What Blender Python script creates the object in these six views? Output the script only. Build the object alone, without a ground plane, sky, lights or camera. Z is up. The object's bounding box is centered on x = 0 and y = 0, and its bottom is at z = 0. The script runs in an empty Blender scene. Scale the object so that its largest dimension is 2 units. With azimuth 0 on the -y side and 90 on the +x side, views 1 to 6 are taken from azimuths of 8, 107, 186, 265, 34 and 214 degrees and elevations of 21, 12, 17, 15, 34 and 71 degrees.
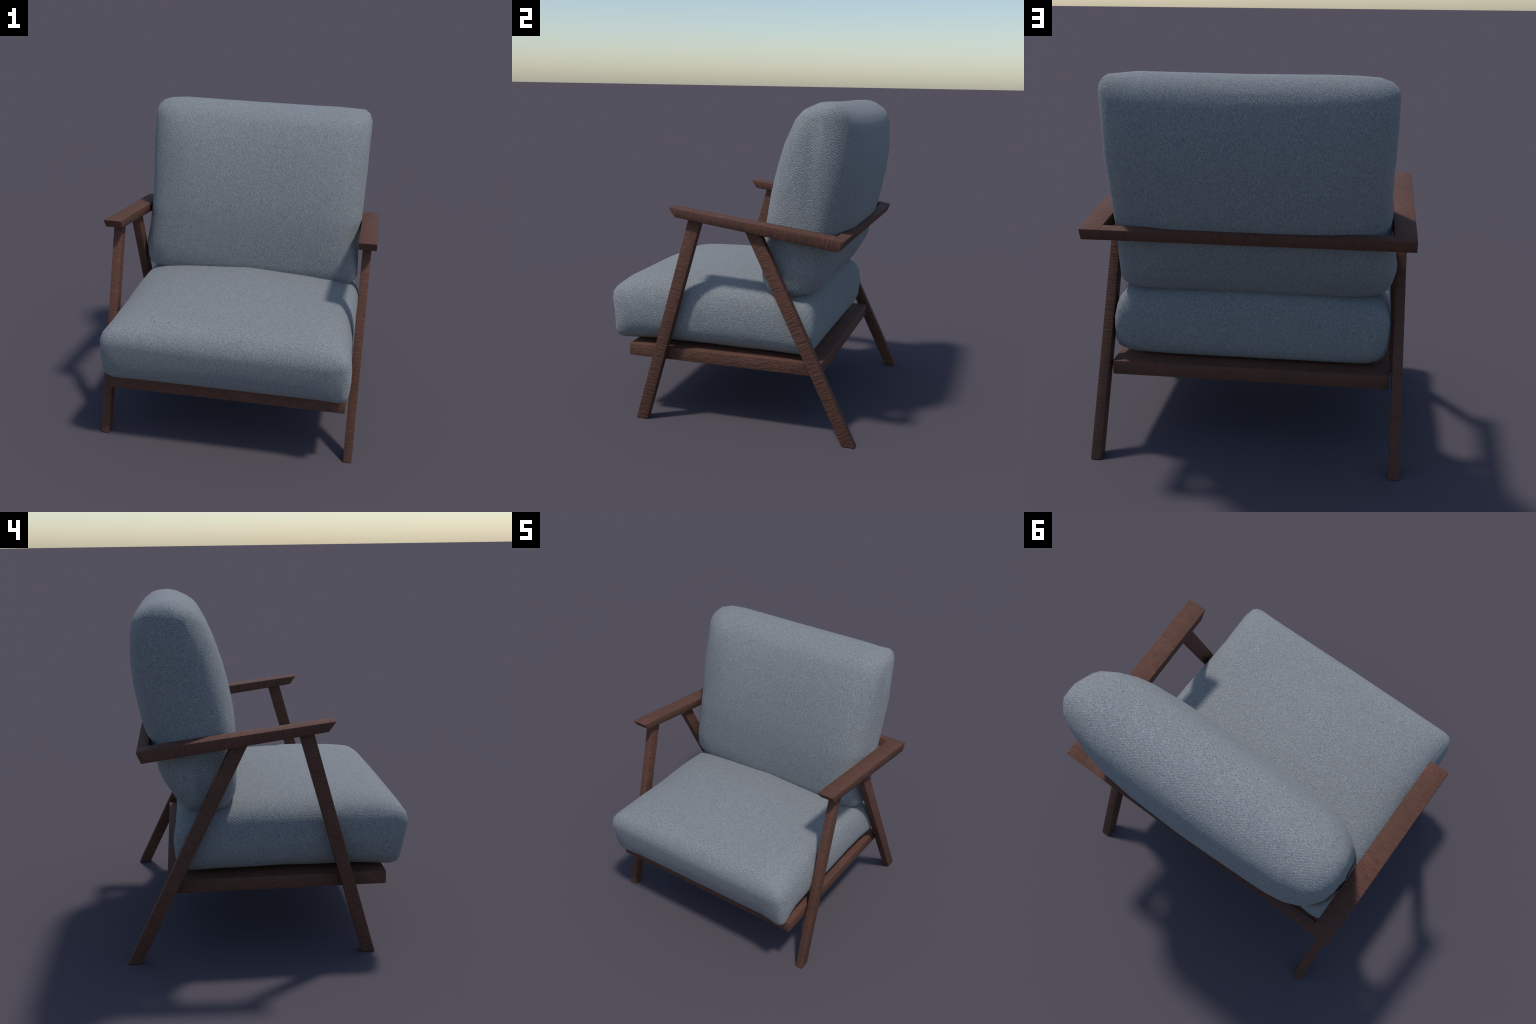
"""Mid-century lounge armchair: dark reddish wooden frame with two thick grey-blue woven cushions.
Frame: metres, z up, front faces -y."""
import bpy, bmesh, math
import numpy as np
from mathutils import Vector, Matrix, noise

# ------------------------------------------------------------------ materials
def new_material(name):
    m = bpy.data.materials.new(name)
    m.use_nodes = True
    nt = m.node_tree
    nt.nodes.clear()
    out = nt.nodes.new('ShaderNodeOutputMaterial')
    bsdf = nt.nodes.new('ShaderNodeBsdfPrincipled')
    nt.links.new(bsdf.outputs[0], out.inputs[0])
    return m, nt, bsdf

def N(nt, kind, **inputs):
    n = nt.nodes.new(kind)
    for k, v in inputs.items():
        if k.startswith('_'):
            setattr(n, k[1:], v)
    return n

def put(nt, socket, value):
    if isinstance(value, bpy.types.NodeSocket):
        nt.links.new(value, socket)
    else:
        socket.default_value = value

def math_node(nt, op, a, b=0.0, clamp=False):
    n = N(nt, 'ShaderNodeMath', _operation=op, _use_clamp=clamp)
    put(nt, n.inputs[0], a); put(nt, n.inputs[1], b)
    return n.outputs[0]

def noise_node(nt, vec, scale, detail=2.0, rough=0.5, distortion=0.0):
    n = N(nt, 'ShaderNodeTexNoise')
    put(nt, n.inputs['Vector'], vec)
    put(nt, n.inputs['Scale'], scale)
    put(nt, n.inputs['Detail'], detail)
    put(nt, n.inputs['Roughness'], rough)
    put(nt, n.inputs['Distortion'], distortion)
    return n.outputs[0]

def mapping(nt, vec, scale=(1, 1, 1), rot=(0, 0, 0), loc=(0, 0, 0)):
    n = N(nt, 'ShaderNodeMapping')
    put(nt, n.inputs['Vector'], vec)
    n.inputs['Location'].default_value = loc
    n.inputs['Rotation'].default_value = rot
    n.inputs['Scale'].default_value = scale
    return n.outputs[0]

def ramp(nt, fac, stops, smooth=False):
    n = N(nt, 'ShaderNodeValToRGB')
    el = n.color_ramp.elements
    while len(el) < len(stops):
        el.new(0.5)
    for e, (p, c) in zip(el, stops):
        e.position = p
        e.color = (*c, 1) if len(c) == 3 else c
    if smooth:
        n.color_ramp.interpolation = 'EASE'
    put(nt, n.inputs[0], fac)
    return n.outputs[0]

def mix_colour(nt, fac, a, b, blend='MIX'):
    n = N(nt, 'ShaderNodeMix', _data_type='RGBA', _blend_type=blend)
    put(nt, n.inputs[0], fac)
    put(nt, n.inputs[6], a if isinstance(a, bpy.types.NodeSocket) else (*a, 1))
    put(nt, n.inputs[7], b if isinstance(b, bpy.types.NodeSocket) else (*b, 1))
    return n.outputs[2]

def mix_value(nt, fac, a, b):
    n = N(nt, 'ShaderNodeMix', _data_type='FLOAT')
    put(nt, n.inputs[0], fac); put(nt, n.inputs[2], a); put(nt, n.inputs[3], b)
    return n.outputs[0]

def fabric_material():
    """Woven upholstery: short thread slubs in rows.  The rows run across on the
    side panels and the top, and up and down on the front and back panels."""
    m, nt, bsdf = new_material('woven_grey_blue_fabric')
    obj = N(nt, 'ShaderNodeTexCoord').outputs['Object']
    # gentle wobble so the threads are not ruler straight
    wob = noise_node(nt, obj, 9.0, 1.0)
    wobv = N(nt, 'ShaderNodeVectorMath', _operation='SCALE')
    comb = N(nt, 'ShaderNodeCombineXYZ')
    for i in range(3):
        put(nt, comb.inputs[i], wob)
    put(nt, wobv.inputs[0], comb.outputs[0])
    put(nt, wobv.inputs['Scale'], 0.03)
    add = N(nt, 'ShaderNodeVectorMath', _operation='ADD')
    put(nt, add.inputs[0], obj); put(nt, add.inputs[1], wobv.outputs[0])
    vec = add.outputs[0]

    geo = N(nt, 'ShaderNodeNewGeometry')
    sep = N(nt, 'ShaderNodeSeparateXYZ')
    put(nt, sep.inputs[0], geo.outputs['Normal'])
    ax = math_node(nt, 'ABSOLUTE', sep.outputs[0])
    ay = math_node(nt, 'ABSOLUTE', sep.outputs[1])

    def sel(v, lo, hi):
        n = N(nt, 'ShaderNodeMapRange', _interpolation_type='SMOOTHSTEP')
        put(nt, n.inputs[0], v); n.inputs[1].default_value = lo; n.inputs[2].default_value = hi
        return n.outputs[0]
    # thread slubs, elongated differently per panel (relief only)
    # slow drift of the thread lines, and their uneven thickness
    drift = N(nt, 'ShaderNodeTexNoise')
    put(nt, drift.inputs['Vector'], obj)
    drift.inputs['Scale'].default_value = 38.0
    drift.inputs['Detail'].default_value = 2.0
    scaled = N(nt, 'ShaderNodeVectorMath', _operation='SCALE')
    put(nt, scaled.inputs[0], drift.outputs[1])
    scaled.inputs['Scale'].default_value = 0.018
    moved = N(nt, 'ShaderNodeVectorMath', _operation='ADD')
    put(nt, moved.inputs[0], vec); put(nt, moved.inputs[1], scaled.outputs[0])
    axes = N(nt, 'ShaderNodeSeparateXYZ')
    put(nt, axes.inputs[0], moved.outputs[0])
    X, Y, Z = axes.outputs[0], axes.outputs[1], axes.outputs[2]

    def weave(across, row, along, stitch):
        """Rows of slubs: `row` and `stitch` are spacings in metres."""
        a = math_node(nt, 'MULTIPLY', across, math.tau / row)
        b = math_node(nt, 'MULTIPLY', along, math.tau / stitch)
        p = math_node(nt, 'SINE', a)
        q = math_node(nt, 'SINE', b)
        both = math_node(nt, 'ADD', math_node(nt, 'MULTIPLY', p, 0.05), math_node(nt, 'MULTIPLY', math_node(nt, 'MULTIPLY', p, q), 0.24))
        return math_node(nt, 'ADD', both, 0.5)

    def slubs(scale):
        return noise_node(nt, mapping(nt, vec, scale), 1.0, 2.0, 0.5)
    def blend(w, n):
        return math_node(nt, 'ADD', math_node(nt, 'MULTIPLY', w, 0.5), math_node(nt, 'MULTIPLY', n, 0.5))
    front = blend(weave(X, 0.0125, Z, 0.020), slubs((150, 80, 70)))
    top = blend(weave(Y, 0.0130, X, 0.021), slubs((70, 150, 80)))
    side = blend(weave(Z, 0.0155, Y, 0.024), slubs((80, 62, 130)))
    h = mix_value(nt, sel(ay, 0.55, 0.8), top, front)
    h = mix_value(nt, sel(ax, 0.55, 0.8), h, side)
    fine = noise_node(nt, mapping(nt, vec, (240, 240, 240)), 1.0, 3.0, 0.65)
    height = math_node(nt, 'ADD', math_node(nt, 'MULTIPLY', h, 0.7), math_node(nt, 'MULTIPLY', fine, 0.3))

    # colour: mixed blue-grey and warm grey yarns
    base = ramp(nt, height, [(0.38, FABRIC_DARK), (0.51, FABRIC_MID), (0.63, FABRIC_LIGHT)])
    yarn = noise_node(nt, mapping(nt, vec, (120, 110, 95), loc=(1.3, 4.2, 2.2)), 1.0, 2.0, 0.6)
    base = mix_colour(nt, 0.42, base, ramp(nt, yarn, [(0.34, FABRIC_DARK), (0.50, FABRIC_MID), (0.66, FABRIC_LIGHT)]))
    patch = noise_node(nt, mapping(nt, obj, loc=(3.1, 1.7, 0.4)), 30.0, 3.0, 0.7)
    base = mix_colour(nt, ramp(nt, patch, [(0.50, (0, 0, 0)), (0.72, (0.8, 0.8, 0.8))]), base, FABRIC_WARM, 'MIX')
    put(nt, bsdf.inputs['Base Color'], base)
    bsdf.inputs['Roughness'].default_value = 0.9
    bsdf.inputs['Specular IOR Level'].default_value = 0.15
    bsdf.inputs['Sheen Weight'].default_value = 0.12
    bsdf.inputs['Sheen Roughness'].default_value = 0.5
    b = N(nt, 'ShaderNodeBump')
    b.inputs['Strength'].default_value = 0.85
    b.inputs['Distance'].default_value = 0.0075
    put(nt, b.inputs['Height'], height)
    put(nt, bsdf.inputs['Normal'], b.outputs[0])
    return m

def wood_material(name, ripple):
    """Dark reddish wood with a rippled cross figure.  `ripple` are the noise
    frequencies along the member's local x, y, z (length is local y)."""
    m, nt, bsdf = new_material(name)
    obj = N(nt, 'ShaderNodeTexCoord').outputs['Object']
    info = N(nt, 'ShaderNodeObjectInfo')
    shift = N(nt, 'ShaderNodeCombineXYZ')
    r = math_node(nt, 'MULTIPLY', info.outputs['Random'], 23.0)
    for i in range(3):
        put(nt, shift.inputs[i], r)
    add = N(nt, 'ShaderNodeVectorMath', _operation='ADD')
    put(nt, add.inputs[0], obj); put(nt, add.inputs[1], shift.outputs[0])
    vec = add.outputs[0]
    cross = noise_node(nt, mapping(nt, vec, ripple), 1.0, 3.0, 0.6, 0.15)
    pore = noise_node(nt, mapping(nt, vec, tuple(2.6 * k for k in ripple)), 1.0, 2.0, 0.6)
    broad = noise_node(nt, vec, 6.0, 3.0, 0.6)
    height = math_node(nt, 'ADD', math_node(nt, 'MULTIPLY', cross, 0.75), math_node(nt, 'MULTIPLY', pore, 0.25))
    base = ramp(nt, height, [(0.26, WOOD_DARK), (0.43, WOOD_MID), (0.68, WOOD_LIGHT)])
    base = mix_colour(nt, ramp(nt, broad, [(0.40, (0, 0, 0)), (0.68, (0.75, 0.75, 0.75))]), base, WOOD_OLIVE)
    put(nt, bsdf.inputs['Base Color'], base)
    bsdf.inputs['Roughness'].default_value = 0.75
    bsdf.inputs['Specular IOR Level'].default_value = 0.2
    b = N(nt, 'ShaderNodeBump')
    geo = N(nt, 'ShaderNodeNewGeometry')
    face = N(nt, 'ShaderNodeSeparateXYZ')
    put(nt, face.inputs[0], geo.outputs['Normal'])
    fore = math_node(nt, 'ABSOLUTE', face.outputs[1])
    put(nt, b.inputs['Strength'], math_node(nt, 'SUBTRACT', 0.68, math_node(nt, 'MULTIPLY', fore, 0.42)))
    b.inputs['Distance'].default_value = 0.016
    put(nt, b.inputs['Height'], height)
    put(nt, bsdf.inputs['Normal'], b.outputs[0])
    return m

FABRIC_DARK = (0.135, 0.155, 0.172)
FABRIC_MID = (0.236, 0.254, 0.266)
FABRIC_LIGHT = (0.340, 0.354, 0.361)
FABRIC_WARM = (0.246, 0.249, 0.230)
WOOD_DARK = (0.052, 0.024, 0.017)
WOOD_MID = (0.118, 0.051, 0.036)
WOOD_LIGHT = (0.142, 0.065, 0.047)
WOOD_OLIVE = (0.096, 0.050, 0.033)

SEAT_FACETS, BACK_FACETS = 0.010, 0.010

fabric = fabric_material()
wood_long = wood_material('rippled_brown_wood', (16.0, 72.0, 16.0))
wood_slab = wood_material('mottled_brown_wood', (30.0, 26.0, 62.0))

# ------------------------------------------------------------------ helpers
scene = bpy.context.scene

def link(obj, parent):
    scene.collection.objects.link(obj)
    obj.parent = parent
    return obj

def bevelled_mesh(name, corners, bevel, material, matrix=None):
    """corners: one end ring of points and then the opposite end ring, in world
    space; stored in the local space of `matrix`."""
    bm = bmesh.new()
    inv = matrix.inverted() if matrix else Matrix.Identity(4)
    v = [bm.verts.new(inv @ Vector(c)) for c in corners]
    n = len(corners) // 2
    bm.faces.new(v[:n])
    bm.faces.new(v[n:])
    for i in range(n):
        j = (i + 1) % n
        bm.faces.new((v[i], v[j], v[n + j], v[n + i]))
    bmesh.ops.recalc_face_normals(bm, faces=bm.faces)
    bmesh.ops.bevel(bm, geom=list(bm.edges), offset=bevel, segments=2, profile=0.5, affect='EDGES', clamp_overlap=True)
    me = bpy.data.meshes.new(name)
    bm.to_mesh(me)
    bm.free()
    for p in me.polygons:
        p.use_smooth = True
    me.set_sharp_from_angle(angle=math.radians(40))
    me.materials.append(material)
    return me

def prism(name, profile, x0, x1, bevel, material, parent, matrix=None):
    """Box with a polygonal side profile (y, z), extruded from x0 to x1."""
    pts = [(x0, y, z) for y, z in profile] + [(x1, y, z) for y, z in profile]
    me = bevelled_mesh(name, pts, bevel, material, matrix)
    o = bpy.data.objects.new(name, me)
    link(o, parent)
    if matrix:
        o.matrix_local = matrix
    return o

# ------------------------------------------------------------------ the chair
chair = bpy.data.objects.new('armchair', None)
scene.collection.objects.link(chair)
chair['label'] = 'low wooden lounge armchair with thick grey-blue fabric cushions'
chair['category'] = 'armchair'

# --- armrests: sloping boards with an undercut front end
ARM_IN, ARM_OUT = 0.731, 0.842
ARM_PROFILE = [(-0.357, 1.368), (-0.316, 1.311), (0.680, 1.1725), (0.706, 1.234), (0.62, 1.2495)]
for side in (1, -1):
    x0, x1 = sorted((side * ARM_IN, side * ARM_OUT))
    prism('armrest', ARM_PROFILE, x0, x1, 0.004, wood_long, chair)

# --- rail that joins the armrests behind the back cushion (length along local y)
RAIL_PROFILE = [(0.645, 1.2440), (0.627, 1.1810), (0.679, 1.1737), (0.7048, 1.2328)]   # set 1 mm inside the armrest ends
turn = Matrix.Translation((0, 0.67, 1.2)) @ Matrix.Rotation(math.radians(90), 4, 'Z')
prism('back_rail', RAIL_PROFILE, -ARM_IN - 0.006, ARM_IN + 0.006, 0.002, wood_long, chair, turn)

# --- legs: square-section members, splayed fore and aft
LEG_IN, LEG_OUT = 0.757, 0.811
LEGS = {  # foot front/back y, top front (y, z), top back (y, z)
    'front': ((-0.600, -0.526), (-0.243, 1.297), (-0.165, 1.286)),
    'rear': ((0.733, 0.811), (0.114, 1.248), (0.208, 1.235)),
}
for side in (1, -1):
    for foot, tf, tb in LEGS.values():
        prof = [(foot[0], 0.0), (foot[1], 0.0), tb, tf]
        low = Vector((side * 0.784, (foot[0] + foot[1]) / 2, 0))
        high = Vector((side * 0.784, (tf[0] + tb[0]) / 2, (tf[1] + tb[1]) / 2))
        ydir = (high - low).normalized()
        zdir = Vector((1, 0, 0)).cross(ydir)
        mat = Matrix.Translation(low) @ Matrix((Vector((1, 0, 0)), ydir, zdir)).transposed().to_4x4()
        x0, x1 = sorted((side * LEG_IN, side * LEG_OUT))
        prism('leg', prof, x0, x1, 0.004, wood_long, chair, mat)

# --- seat base: one thick board
prism('seat_base', [(-0.673, 0.388), (0.573, 0.388), (0.573, 0.467), (-0.673, 0.467)], -0.743, 0.743, 0.005, wood_slab, chair)

# ------------------------------------------------------------------ cushions
def closed_curve(points, count):
    """Closed centripetal-like Catmull-Rom through points, resampled with the
    same parameter spacing for every profile so sections correspond."""
    p = np.array(points, float)
    n = len(p)
    t = np.linspace(0, n, count, endpoint=False)
    i = np.floor(t).astype(int)
    f = (t - i)[:, None]
    a, b, c, d = (p[(i + k) % n] for k in (-1, 0, 1, 2))
    return 0.5 * (2 * b + (c - a) * f + (2 * a - 5 * b + 4 * c - d) * f ** 2 + (3 * b - a - 3 * c + d) * f ** 3)

def cushion(name, profile, medial, half, lumps, parent, shrink=None, count=132, facets=0.0, boxy=0.8):
    """A stuffed cushion: a closed side profile (y, z) is swept across the width and
    drawn in towards a medial line inside it, so that every part of the profile
    rounds over to the sides like a superellipse.  Each profile point is
    (y, z, p): a low p gives a domed surface, a high p a flat one with a tight edge.
    half = (left, right) half widths; shrink(y, z) scales the width locally."""
    prof = closed_curve(profile, count)
    yz, power = prof[:, :2], np.clip(prof[:, 2], 2.0, 40.0)
    m0, m1 = (np.array(m) for m in medial)
    along = np.clip((yz - m0) @ (m1 - m0) / ((m1 - m0) @ (m1 - m0)), 0, 1)
    core = m0 + along[:, None] * (m1 - m0)
    bm = bmesh.new()
    rings = []
    angles = np.linspace(-84.5, 84.5, 121)
    for a in angles:
        sn, cs = abs(math.sin(math.radians(a))), math.cos(math.radians(a))
        cs = max(cs, 0.10)
        sign, w = (1, half[1]) if a >= 0 else (-1, half[0])
        xs = sign * w * sn ** (2.0 / power)
        pts = core + (yz - core) * cs ** boxy
        ring = []
        for x, (y, z) in zip(xs, pts):
            if shrink:
                x *= shrink(x, y, z)
            co = Vector((x, y, z))
            for (cx, cy, cz), (dx, dy, dz), rad in lumps:
                d2 = ((x - cx) / rad[0]) ** 2 + ((y - cy) / rad[1]) ** 2 + ((z - cz) / rad[2]) ** 2
                co += Vector((dx, dy, dz)) * math.exp(-d2)
            ring.append(bm.verts.new(co))
        rings.append(ring)
    for a, b in zip(rings, rings[1:]):
        for i in range(count):
            j = (i + 1) % count
            bm.faces.new((a[i], a[j], b[j], b[i]))
    caps = [bm.faces.new(ring) for ring in (rings[0], rings[-1])]
    bmesh.ops.triangulate(bm, faces=caps, quad_method='BEAUTY', ngon_method='BEAUTY')
    bmesh.ops.recalc_face_normals(bm, faces=bm.faces)
    bm.normal_update()
    # soft stuffing unevenness
    moves = [(v, v.normal.copy(), 0.0045 * noise.noise(v.co * 4.2 + Vector((5, 2, 9))) + 0.002 * noise.noise(v.co * 11.0)) for v in bm.verts]
    for v, nrm, d in moves:
        v.co += nrm * d
    me = bpy.data.meshes.new(name)
    bm.to_mesh(me)
    bm.free()
    # even out the surface, then settle it into broad soft facets
    tmp = bpy.data.objects.new(name + '_raw', me)
    scene.collection.objects.link(tmp)
    rm = tmp.modifiers.new('remesh', 'REMESH')
    rm.mode, rm.voxel_size = 'VOXEL', 0.012
    sm = tmp.modifiers.new('smooth', 'SMOOTH')
    sm.factor, sm.iterations = 0.5, 1
    if facets:
        dm = tmp.modifiers.new('facets', 'DECIMATE')
        dm.ratio = facets
    bpy.context.view_layer.update()
    graph = bpy.context.evaluated_depsgraph_get()
    final = bpy.data.meshes.new_from_object(tmp.evaluated_get(graph))
    bpy.data.objects.remove(tmp)
    bpy.data.meshes.remove(me)
    final.name = name
    for p in final.polygons:
        p.use_smooth = True
    final.materials.clear()
    final.materials.append(fabric)
    return link(bpy.data.objects.new(name, final), parent)

SEAT = [(-0.20, 0.466, 9), (-0.45, 0.466, 9), (-0.655, 0.468, 12), (-0.730, 0.502, 20), (-0.768, 0.578, 24), (-0.794, 0.670, 26),
        (-0.806, 0.757, 24), (-0.768, 0.836, 16), (-0.68, 0.874, 12), (-0.50, 0.886, 11), (-0.25, 0.888, 11), (0.0, 0.888, 11),
        (0.20, 0.884, 11), (0.35, 0.870, 11), (0.44, 0.847, 12), (0.490, 0.800, 16), (0.507, 0.720, 24), (0.510, 0.620, 26),
        (0.504, 0.535, 24), (0.468, 0.482, 14), (0.35, 0.467, 10), (0.10, 0.466, 9)]
SEAT_LUMPS = [((0.03, -0.10, 0.90), (0, 0, 0.072), (0.48, 0.48, 0.20)),     # stuffed crown in the middle
              ((-0.70, -0.10, 0.87), (0, 0, -0.014), (0.16, 0.60, 0.10)),
              ((0.60, -0.45, 0.88), (0, 0, 0.010), (0.20, 0.30, 0.10)),
              ((0.74, 0.47, 0.60), (0.010, 0.01, -0.01), (0.10, 0.12, 0.15)),
              ((-0.70, 0.50, 0.70), (0, 0.024, 0), (0.16, 0.10, 0.18)),
              ((0.70, 0.50, 0.66), (0, 0.016, 0), (0.16, 0.10, 0.16)),
              ((-0.74, -0.74, 0.64), (-0.010, -0.002, 0), (0.12, 0.12, 0.12)),
              ((0.74, -0.74, 0.66), (0.014, -0.002, 0), (0.12, 0.12, 0.12)),
              ((-0.74, -0.77, 0.52), (-0.010, -0.018, -0.020), (0.11, 0.09, 0.07)),
              ((0.75, -0.77, 0.54), (0.024, -0.028, -0.032), (0.11, 0.09, 0.08)),
              ((-0.73, -0.77, 0.80), (-0.006, -0.016, 0.004), (0.08, 0.08, 0.07)),
              ((0.73, -0.77, 0.80), (0.010, -0.016, 0.004), (0.08, 0.08, 0.07)),
              ((-0.35, -0.78, 0.83), (0, 0.006, -0.008), (0.12, 0.10, 0.08)),
              ((0.30, -0.78, 0.83), (0, 0.006, -0.008), (0.10, 0.10, 0.08)),
              ((0.25, -0.74, 0.48), (0, 0, -0.006), (0.15, 0.08, 0.05))]
def seat_width(x, y, z):
    k = min(1.0, max(0.0, (y + 0.8) / 1.3))
    return 1.0 - (0.008 * k if x < 0 else 0.0)
cushion('seat_cushion', SEAT, ((-0.66, 0.675), (0.38, 0.675)), (0.749, 0.751), SEAT_LUMPS, chair, seat_width, facets=SEAT_FACETS)

BACK = [(0.32, 0.830, 10), (0.225, 0.845, 11), (0.168, 0.920, 12), (0.152, 1.040, 12), (0.150, 1.200, 9), (0.157, 1.344, 7), (0.183, 1.500, 6.0),
        (0.221, 1.645, 5.5), (0.270, 1.785, 5.8), (0.347, 1.922, 6.8), (0.445, 1.982, 9), (0.535, 1.998, 11), (0.620, 1.980, 10), (0.692, 1.925, 8.5),
        (0.731, 1.825, 6.0), (0.738, 1.660, 5.6), (0.720, 1.470, 5.4), (0.684, 1.280, 5.6), (0.610, 1.090, 6.2), (0.530, 0.930, 8), (0.485, 0.870, 9),
        (0.41, 0.838, 10)]
BACK_LUMPS = [((-0.74, 0.42, 1.02), (-0.030, 0, 0), (0.12, 0.16, 0.10)),
              ((0.70, 0.62, 1.95), (0.006, 0.006, 0.022), (0.07, 0.08, 0.07)),
              ((-0.70, 0.36, 1.82), (0, 0.012, 0), (0.08, 0.10, 0.12)),
              ((-0.62, 0.20, 1.35), (0, 0.018, 0), (0.14, 0.15, 0.28)),
              ((0.74, 0.42, 1.18), (-0.018, 0, 0), (0.12, 0.25, 0.28)),
              ((-0.74, 0.44, 1.38), (0.016, 0, 0), (0.12, 0.25, 0.22)),
              ((0.60, 0.62, 1.30), (0, -0.020, 0), (0.18, 0.14, 0.18)),
              ((-0.60, 0.62, 1.30), (0, -0.020, 0), (0.18, 0.14, 0.16)),
              ((-0.62, 0.56, 1.04), (0, 0.022, 0), (0.14, 0.12, 0.10)),
              ((0.55, 0.52, 0.97), (0, 0.014, 0), (0.14, 0.12, 0.10)),
              ((0.62, 0.22, 1.25), (0, 0.008, 0), (0.14, 0.15, 0.25)),
              ((0.05, 0.74, 1.60), (0, 0.014, 0), (0.22, 0.10, 0.14))]
cushion('back_cushion', BACK, ((0.345, 0.93), (0.53, 1.88)), (0.732, 0.740), BACK_LUMPS, chair, facets=BACK_FACETS, boxy=0.72)
